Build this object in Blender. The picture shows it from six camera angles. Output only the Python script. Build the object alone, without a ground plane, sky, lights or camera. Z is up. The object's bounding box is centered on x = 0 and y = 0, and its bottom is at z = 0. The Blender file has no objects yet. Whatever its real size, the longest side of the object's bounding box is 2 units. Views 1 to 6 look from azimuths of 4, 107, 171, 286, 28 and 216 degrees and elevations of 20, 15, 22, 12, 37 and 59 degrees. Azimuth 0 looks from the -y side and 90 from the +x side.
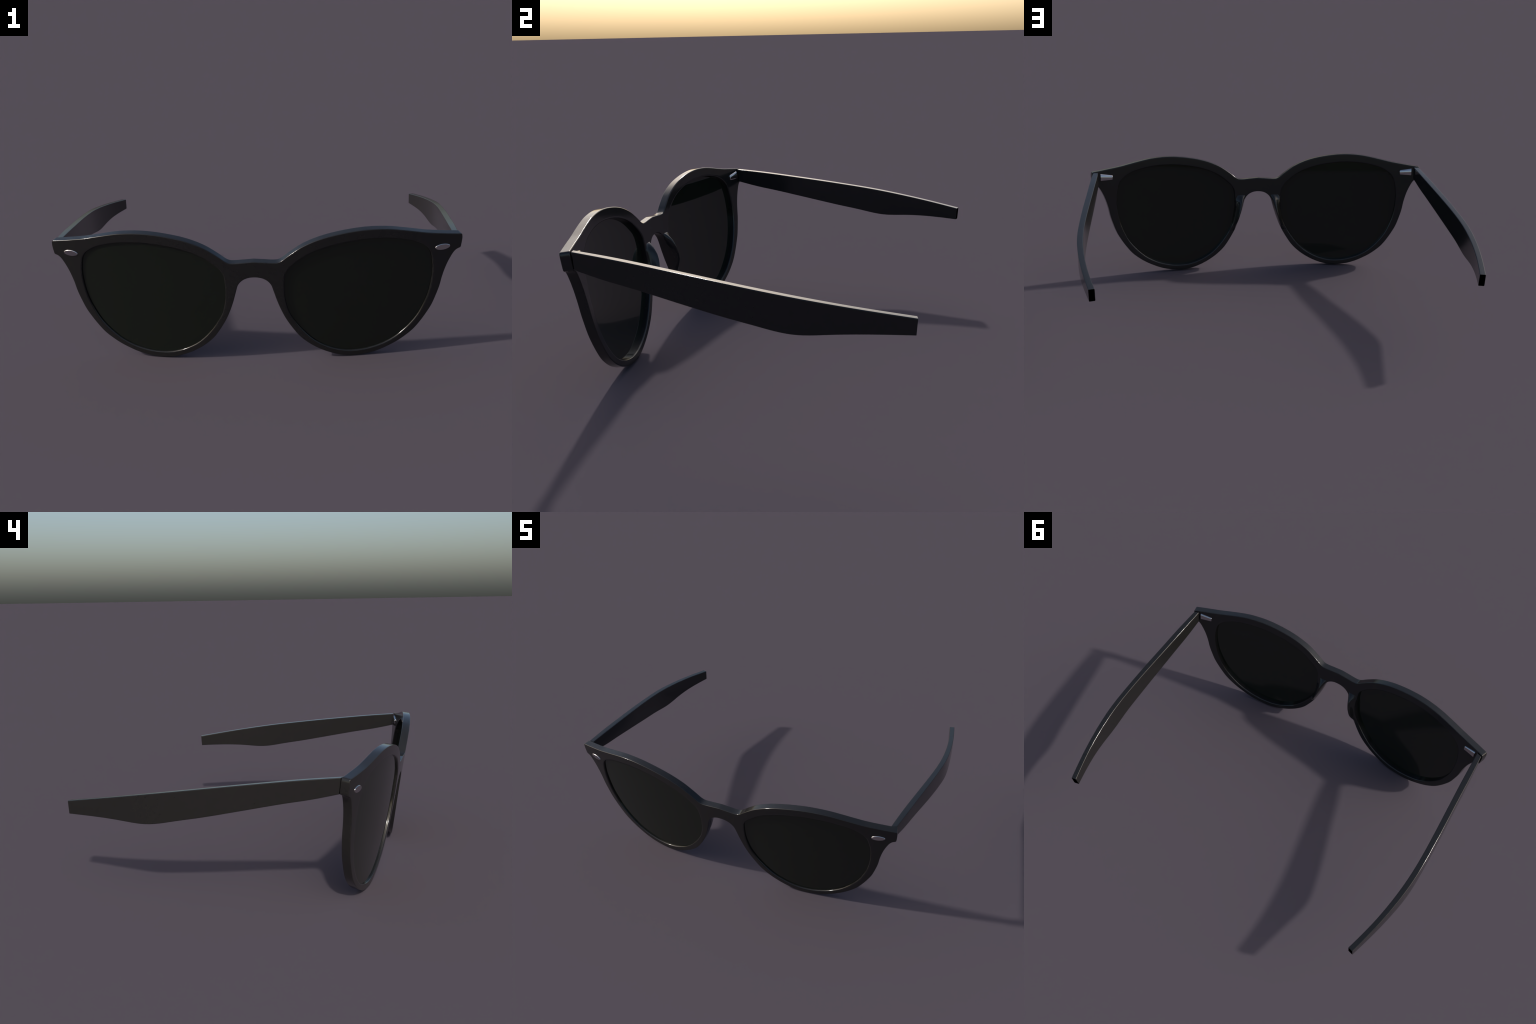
# Black acetate sunglasses: a curved, forward-tilted front with two lenses, two open temples,
# nose pads, metal hinge plates and oval metal rivets.  Symmetric about the plane x = 0.
import bpy, bmesh, math
from mathutils import Vector
from mathutils.geometry import tessellate_polygon

# ------------------------------------------------------------------ helpers
def natural_spline(xs, ys):
    n = len(xs)
    h = [xs[i + 1] - xs[i] for i in range(n - 1)]
    a, b, c, d = [0.0] * n, [1.0] * n, [0.0] * n, [0.0] * n
    for i in range(1, n - 1):
        a[i], b[i], c[i] = h[i - 1], 2 * (h[i - 1] + h[i]), h[i]
        d[i] = 6 * ((ys[i + 1] - ys[i]) / h[i] - (ys[i] - ys[i - 1]) / h[i - 1])
    for i in range(1, n):
        w = a[i] / b[i - 1]
        b[i] -= w * c[i - 1]
        d[i] -= w * d[i - 1]
    m = [0.0] * n
    m[-1] = d[-1] / b[-1]
    for i in range(n - 2, -1, -1):
        m[i] = (d[i] - c[i] * m[i + 1]) / b[i]

    def f(x):
        k = 0
        while k < n - 2 and x > xs[k + 1]:
            k += 1
        p, q, hh = xs[k + 1] - x, x - xs[k], h[k]
        return ((m[k] * p ** 3 + m[k + 1] * q ** 3) / (6 * hh) + (ys[k] / hh - m[k] * hh / 6) * p
                + (ys[k + 1] / hh - m[k + 1] * hh / 6) * q)
    return f

def curve_through(points, sub=12):
    """Centripetal Catmull-Rom through an open list of 2D points."""
    p = [Vector(q) for q in points]
    p = [2 * p[0] - p[1]] + p + [2 * p[-1] - p[-2]]
    out = []
    for i in range(1, len(p) - 2):
        t = [0.0]
        for k in range(3):
            t.append(t[-1] + max((p[i + k] - p[i + k - 1]).length, 1e-6) ** 0.5)
        for s in range(sub):
            x = t[1] + (t[2] - t[1]) * s / sub
            L = lambda A, B, ta, tb: A * ((tb - x) / (tb - ta)) + B * ((x - ta) / (tb - ta))
            a1, a2, a3 = L(p[i - 1], p[i], t[0], t[1]), L(p[i], p[i + 1], t[1], t[2]), L(p[i + 1], p[i + 2], t[2], t[3])
            out.append(L(L(a1, a2, t[0], t[2]), L(a2, a3, t[1], t[3]), t[1], t[2]))
    out.append(p[-2].copy())
    return out

def resample_closed(pts, step):
    n = len(pts)
    acc = [0.0]
    for i in range(n):
        acc.append(acc[-1] + (pts[(i + 1) % n] - pts[i]).length)
    m = int(round(acc[-1] / step))
    out, k = [], 0
    for j in range(m):
        s = acc[-1] * j / m
        while acc[k + 1] < s:
            k += 1
        f = (s - acc[k]) / max(acc[k + 1] - acc[k], 1e-9)
        out.append(pts[k].lerp(pts[(k + 1) % n], f))
    return out

def soften(pts, rounds):
    for _ in range(rounds):
        n = len(pts)
        pts = [0.5 * pts[i] + 0.25 * (pts[i - 1] + pts[(i + 1) % n]) for i in range(n)]
    return pts

def outward_normals(pts):
    n = len(pts)
    area = sum(pts[i].x * pts[(i + 1) % n].y - pts[(i + 1) % n].x * pts[i].y for i in range(n))
    sg = 1 if area > 0 else -1
    out = []
    for i in range(n):
        t = (pts[(i + 1) % n] - pts[i - 1]).normalized()
        out.append(Vector((t.y, -t.x)) * sg)
    return out

def make_object(name, bm, material, parent, weighted=True):
    bmesh.ops.recalc_face_normals(bm, faces=bm.faces[:])
    me = bpy.data.meshes.new(name)
    bm.to_mesh(me)
    bm.free()
    for p in me.polygons:
        p.use_smooth = True
    me.set_sharp_from_angle(angle=math.radians(50))
    ob = bpy.data.objects.new(name, me)
    bpy.context.scene.collection.objects.link(ob)
    me.materials.append(material)
    ob.parent = parent
    if weighted:
        m = ob.modifiers.new("weighted_normals", 'WEIGHTED_NORMAL')
        m.mode = 'FACE_AREA'
        m.weight = 60
        m.keep_sharp = True
    return ob

# ------------------------------------------------------------------ materials
def material(name, colour, rough, metallic=0.0, specular=0.5, mottling=0.0, bump=0.0, scale=60.0, ior=1.5):
    m = bpy.data.materials.new(name)
    m.use_nodes = True
    nt = m.node_tree
    b = nt.nodes["Principled BSDF"]
    b.inputs["Base Color"].default_value = (*colour, 1)
    b.inputs["Roughness"].default_value = rough
    b.inputs["Metallic"].default_value = metallic
    b.inputs["Specular IOR Level"].default_value = specular
    b.inputs["IOR"].default_value = ior
    if mottling or bump:
        tc = nt.nodes.new("ShaderNodeTexCoord")
        no = nt.nodes.new("ShaderNodeTexNoise")
        no.inputs["Scale"].default_value = scale
        no.inputs["Detail"].default_value = 4
        nt.links.new(tc.outputs["Object"], no.inputs["Vector"])
        if mottling:
            r = nt.nodes.new("ShaderNodeValToRGB")
            r.color_ramp.elements[0].color = (*[k * (1 - mottling) for k in colour], 1)
            r.color_ramp.elements[1].color = (*[k * (1 + mottling) for k in colour], 1)
            nt.links.new(no.outputs["Fac"], r.inputs["Fac"])
            nt.links.new(r.outputs["Color"], b.inputs["Base Color"])
        if bump:
            bp = nt.nodes.new("ShaderNodeBump")
            bp.inputs["Strength"].default_value = bump
            bp.inputs["Distance"].default_value = 0.001
            nt.links.new(no.outputs["Fac"], bp.inputs["Height"])
            nt.links.new(bp.outputs["Normal"], b.inputs["Normal"])
    return m

ACETATE = material("black_acetate", (0.0150, 0.0147, 0.0142), 0.13, mottling=0.08, scale=40)
LENS = material("dark_green_lens", (0.0090, 0.0120, 0.0078), 0.03, mottling=0.05, scale=6)
METAL = material("polished_steel", (0.62, 0.60, 0.60), 0.12, metallic=1.0, mottling=0.03, scale=50)
VOID = material("unlit_black", (0.0, 0.0, 0.0), 1.0, specular=0.0)  # darkness inside the hollow temple tips, painted as zero colour without gloss

# ------------------------------------------------------------------ the curved front
FRONT_Y, BEND2, BEND4, TILT = -0.6689, 0.1248, 0.0092, -0.1411
THICK = 0.0398

def surface_y(x, z):
    return FRONT_Y + BEND2 * x * x + BEND4 * x ** 4 + TILT * (z - 0.3)

def on_front(x, z, depth):
    """Point `depth` behind the curved front surface, above plan position (x, z)."""
    n = Vector((-(2 * BEND2 * x + 4 * BEND4 * x ** 3), 1.0, -TILT)).normalized()
    return Vector((x, surface_y(x, z), z)) + n * depth

# Half outline, from the middle of the bridge outwards and back under the nose; pieces end at corners.
BROW = [(0, .5385), (.05, .5348), (.093, .5315), (.117, .5335), (.134, .5425), (.160, .563), (.190, .585), (.225, .608),
        (.275, .632), (.330, .651), (.390, .665), (.450, .675), (.510, .681), (.570, .682), (.640, .677), (.700, .667),
        (.760, .655), (.820, .643), (.880, .6345), (.930, .628), (.978, .6225)]
END_PIECE = [(.978, .6225), (.9805, .605), (.979, .58), (.9755, .553)]
FLANK = [(.9755, .553), (.957, .546), (.9445, .534), (.930, .509), (.912, .468), (.895, .410), (.884, .355), (.870, .308),
         (.851, .256), (.830, .217), (.805, .177), (.770, .131), (.735, .099), (.695, .070), (.655, .0475), (.608, .026),
         (.557, .0105), (.505, .0036), (.458, .0014), (.412, .0080), (.368, .0215), (.316, .045), (.264, .078),
         (.215, .122), (.180, .170), (.145, .230), (.120, .288), (.103, .338), (.090, .384), (.079, .4175), (.062, .4385),
         (.040, .452), (.017, .458), (0, .459)]
half = curve_through(BROW)[:-1] + curve_through(END_PIECE)[:-1] + curve_through(FLANK)
mirrored = [Vector((-p.x, p.y)) for p in half[-2:0:-1]]
OUTLINE = soften(resample_closed(half + mirrored, 0.0035), 2)
OUTLINE = [p + n * 0.0012 for p, n in zip(OUTLINE, outward_normals(OUTLINE))]

OPENING = [(.1455, .468), (.160, .4945), (.186, .5205), (.224, .551), (.271, .5785), (.341, .6045), (.411, .621), (.482, .6310),
           (.520, .6345), (.590, .6348), (.650, .6300), (.698, .6215), (.747, .6085), (.784, .5905), (.809, .5720), (.8275, .548),
           (.838, .513), (.844, .476), (.8465, .438), (.8445, .400), (.840, .361), (.8295, .312), (.806, .250), (.780, .200),
           (.743, .152), (.717, .1255), (.683, .0960), (.645, .0725), (.605, .0545), (.566, .0425), (.518, .0330), (.456, .0312),
           (.415, .0372), (.372, .0500), (.327, .0710), (.290, .0945), (.2525, .1290), (.216, .1720), (.186, .2160),
           (.163, .2600), (.1505, .3020), (.143, .344), (.1405, .386), (.141, .419), (.1425, .442), (.1455, .468)]
OPEN_R = soften(resample_closed(curve_through(OPENING)[:-1], 0.0035), 2)
OPEN_L = [Vector((-p.x, p.y)) for p in reversed(OPEN_R)]

def slab(loops, d0, d1, bevel, hole_bevel=0.0, seg=4, strip=0.02):
    """Plate between depths d0 and d1 behind the front surface: loops[0] outer, the rest holes, rounded edges."""
    bm = bmesh.new()
    def rounded(r):
        """(depth, inset) from the front face over the rounded edge, down the wall, to the rear face."""
        arc = [(d0 + r * (1 - math.cos(a)), r * (1 - math.sin(a))) for a in (math.pi / 2 * k / seg for k in range(seg + 1))]
        return arc + [(d0 + d1 - d, i) for d, i in arc[::-1]]
    ends = {0: [], 2 * seg + 1: []}
    for li, loop in enumerate(loops):
        profile = rounded(hole_bevel if li else bevel)
        nrm = outward_normals(loop)
        if li:
            nrm = [-v for v in nrm]
        rings = []
        for k, (d, inset) in enumerate(profile):
            ring = []
            for p, nv in zip(loop, nrm):
                q = p - nv * inset
                ring.append(bm.verts.new((q.x, d, q.y)))
            rings.append(ring)
            if k in ends:
                ends[k].append(ring)
        n = len(loop)
        for r0, r1 in zip(rings, rings[1:]):
            for i in range(n):
                bm.faces.new((r0[i], r0[(i + 1) % n], r1[(i + 1) % n], r1[i]))
    caps = []
    for k, rings in ends.items():
        flat = [v for r in rings for v in r]
        polys = [[(v.co.x, v.co.z, 0.0) for v in r] for r in rings]
        for tri in tessellate_polygon(polys):
            try:
                caps.append(bm.faces.new([flat[i] for i in tri]))
            except ValueError:
                pass
    bmesh.ops.recalc_face_normals(bm, faces=bm.faces[:])
    x = -1.0
    while x < 1.0:                                 # strips across, so that the plate can bend
        bmesh.ops.bisect_plane(bm, geom=bm.verts[:] + bm.edges[:] + bm.faces[:], dist=1e-6,
                               plane_co=(x, 0, 0), plane_no=(1, 0, 0))
        x += strip
    for v in bm.verts:
        v.co = on_front(v.co.x, v.co.z, v.co.y)
    return bm

glasses = bpy.data.objects.new("sunglasses", None)
bpy.context.scene.collection.objects.link(glasses)
glasses["label"] = "black round cat-eye sunglasses with dark green lenses"
glasses["category"] = "sunglasses"

frame = make_object("frame", slab([OUTLINE, OPEN_R, OPEN_L], 0.0, THICK, 0.0036, 0.0062), ACETATE, glasses)

LENS_FRONT, LENS_BACK = 0.0095, 0.0168
for loop in (OPEN_R, OPEN_L):
    nrm = outward_normals(loop)
    rim = [p + n * 0.0025 for p, n in zip(loop, nrm)]
    make_object("lens", slab([rim], LENS_FRONT, LENS_BACK, 0.0008, 0.0, 2), LENS, glasses)

# ------------------------------------------------------------------ nose pads
nose_x = natural_spline([.18, .205, .230, .260, .288, .313, .338, .384, .4175, .436],
                        [.1735, .159, .145, .1315, .120, .1115, .103, .090, .079, .066])
lens_x = natural_spline([.17, .216, .260, .302, .344, .386, .419, .442],
                        [.217, .186, .163, .1505, .143, .1405, .141, .1425])
PAD_LOW, PAD_TOP = 0.205, 0.440
pad_height = natural_spline([.205, .222, .245, .262, .280, .315, .350, .385, .405, .420, .430, .440],
                            [-.006, .000, .010, .0215, .0325, .0430, .0428, .0350, .0255, .0150, .0070, -.003])
SECTION = [(0.00, -1.0), (0.02, 0.0), (0.08, .38), (0.17, .74), (0.25, .94), (0.33, 1.0), (0.42, .95), (0.53, .78),
           (0.66, .52), (0.79, .29), (0.93, .08), (1.0, -1.0)]

def nose_pad(side):
    """Rounded fin on the back of the rim, flush with the nose edge, its lens side sloping to the opening."""
    bm = bmesh.new()
    rows = []
    sec = curve_through(SECTION, 4)
    for k in range(61):
        z = PAD_LOW + (PAD_TOP - PAD_LOW) * k / 60
        x0, x1, h = nose_x(z), lens_x(z), pad_height(z)
        near_top = max(0.0, (z - 0.400) / (PAD_TOP - 0.400)) ** 2
        a, b = -0.04 + 0.28 * near_top, 1.01 - 0.27 * near_top
        row = []
        for u, f in sec:
            d = THICK + (h * f if h > 0 and f > 0 else min(h, 0.0) + 0.012 * min(f, 0.0))
            row.append(bm.verts.new(on_front(side * (x0 + (x1 - x0) * (a + (b - a) * u)), z, d)))
        rows.append(row)
    for a, b in zip(rows, rows[1:]):
        for i in range(len(sec) - 1):
            bm.faces.new((a[i], a[i + 1], b[i + 1], b[i]))
        bm.faces.new((a[-1], a[0], b[0], b[-1]))
    bm.faces.new(rows[0])
    bm.faces.new(rows[-1])
    return make_object("nose_pad", bm, ACETATE, glasses)

# ------------------------------------------------------------------ temples
LEN_Y = [-.545, -.389, -.2325, -.076, .080, .236, .3925, .549, .705]
outer_x = natural_spline(LEN_Y, [.9640, .9745, .9828, .9917, .9977, .9986, .9840, .9568, .9195])
inner_x = natural_spline([-.545, -.3896, -.2343, -.0789, .0765, .2319, .3872, .5426, .698],
                         [.9360, .9425, .9512, .9605, .9680, .9686, .9558, .9300, .8915])
top_z = natural_spline(LEN_Y, [.6254, .6108, .5927, .5734, .5530, .5318, .5080, .4827, .4562])
low_z = natural_spline([-.545, -.42, -.34, -.205, -.07, .06, .165, .24, .285, .33, .40, .475, .58, .71],
                       [.5560, .5275, .5127, .4853, .4570, .4307, .4115, .3970, .3912, .3899, .3939, .3980, .3991, .3958])

def temple(side):
    bm = bmesh.new()
    n, r, seg = 90, 0.0034, 3
    rings = []
    for k in range(n + 1):
        t = k / n
        yo, yi = -.5440 + (.7058 + .5440) * t, -.5510 + (.6988 + .5510) * t
        lean = -0.10 * (1 - t) ** 4 + 0.07 * t ** 4
        zt, zl = top_z(0.5 * (yo + yi)), low_z(0.5 * (yo + yi))
        po, pi = Vector((outer_x(yo), yo)), Vector((inner_x(yi), yi))
        w = (po - pi).length
        ring = []
        for cx, cz, a0 in ((w - r, zt - r, 0), (r, zt - r, 90), (r, zl + r, 180), (w - r, zl + r, 270)):
            for s in range(seg + 1):
                a = math.radians(a0 + 90 * s / seg)
                u, z = cx + r * math.cos(a), cz + r * math.sin(a)
                q = pi.lerp(po, u / w)
                ring.append(bm.verts.new((side * q.x, q.y + lean * (z - zt), z)))
        rings.append(ring)
    m = len(rings[0])
    for a, b in zip(rings, rings[1:]):
        for i in range(m):
            bm.faces.new((a[i], a[(i + 1) % m], b[(i + 1) % m], b[i]))
    bm.faces.new(rings[0])
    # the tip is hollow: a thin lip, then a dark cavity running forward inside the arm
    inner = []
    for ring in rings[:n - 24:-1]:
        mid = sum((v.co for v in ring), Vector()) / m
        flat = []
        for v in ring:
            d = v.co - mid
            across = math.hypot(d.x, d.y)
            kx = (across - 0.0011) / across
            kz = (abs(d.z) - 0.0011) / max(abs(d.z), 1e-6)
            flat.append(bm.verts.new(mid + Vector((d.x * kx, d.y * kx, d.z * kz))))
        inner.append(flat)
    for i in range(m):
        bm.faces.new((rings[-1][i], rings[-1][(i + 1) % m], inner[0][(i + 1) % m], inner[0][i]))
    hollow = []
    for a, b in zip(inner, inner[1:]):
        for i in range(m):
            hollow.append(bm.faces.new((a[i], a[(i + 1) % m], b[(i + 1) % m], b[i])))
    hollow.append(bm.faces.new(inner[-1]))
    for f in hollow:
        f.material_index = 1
    ob = make_object("temple", bm, ACETATE, glasses)
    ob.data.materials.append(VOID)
    return ob

# ------------------------------------------------------------------ metal fittings
def plate(name, loop, d0, d1, bevel, parent):
    """Metal plate with a plan outline, standing from depth d0 to its chamfered face at depth d1."""
    bm = bmesh.new()
    nrm = outward_normals(loop)
    s = 1 if d1 > d0 else -1
    rows = []
    for d, i in ((d0, 0.0), (d1 - s * bevel, 0.0), (d1 - s * bevel * 0.3, bevel * 0.3), (d1, bevel)):
        rows.append([bm.verts.new(on_front(p.x - nv.x * i, p.y - nv.y * i, d)) for p, nv in zip(loop, nrm)])
    n = len(loop)
    for a, b in zip(rows, rows[1:]):
        for i in range(n):
            bm.faces.new((a[i], a[(i + 1) % n], b[(i + 1) % n], b[i]))
    bm.faces.new(rows[0])
    bm.faces.new(rows[-1])
    return make_object(name, bm, METAL, parent)

def rivet(side):
    a, b, tilt = 0.0362, 0.0158, math.radians(4)
    loop = []
    for k in range(48):
        t = 2 * math.pi * k / 48
        u, v = a * math.cos(t), b * math.sin(t) * (1 - 0.06 * math.cos(t) ** 2)
        loop.append(Vector((side * (0.887 + u * math.cos(tilt) - v * math.sin(tilt)), 0.5655 + u * math.sin(tilt) + v * math.cos(tilt))))
    return plate("rivet", loop, 0.004, -0.0035, 0.0035, frame)

def hinge_plate(side):
    """Half-round metal bar on the back of the end piece, taller towards the temple, rounded at its inner end."""
    bm = bmesh.new()
    rows = []
    for x, zl, zt, h in ((.8655, .577, .592, .003), (.8665, .5740, .5955, .0055), (.869, .5712, .599, .0075), (.9345, .5690, .6120, .0085)):
        row = []
        for k in range(21):
            a = math.pi * k / 20
            z = 0.5 * (zl + zt) - 0.5 * (zt - zl) * math.cos(a)
            row.append(bm.verts.new(on_front(side * x, z, THICK - 0.003 + (h + 0.003) * math.sin(a) ** 0.55)))
        rows.append(row)
    for a, b in zip(rows, rows[1:]):
        for i in range(20):
            bm.faces.new((a[i], a[i + 1], b[i + 1], b[i]))
        bm.faces.new((a[-1], a[0], b[0], b[-1]))
    bm.faces.new(rows[0])
    bm.faces.new(rows[-1])
    return make_object("hinge_plate", bm, METAL, frame)

for side in (1, -1):
    nose_pad(side)
    temple(side)
    rivet(side)
    hinge_plate(side)
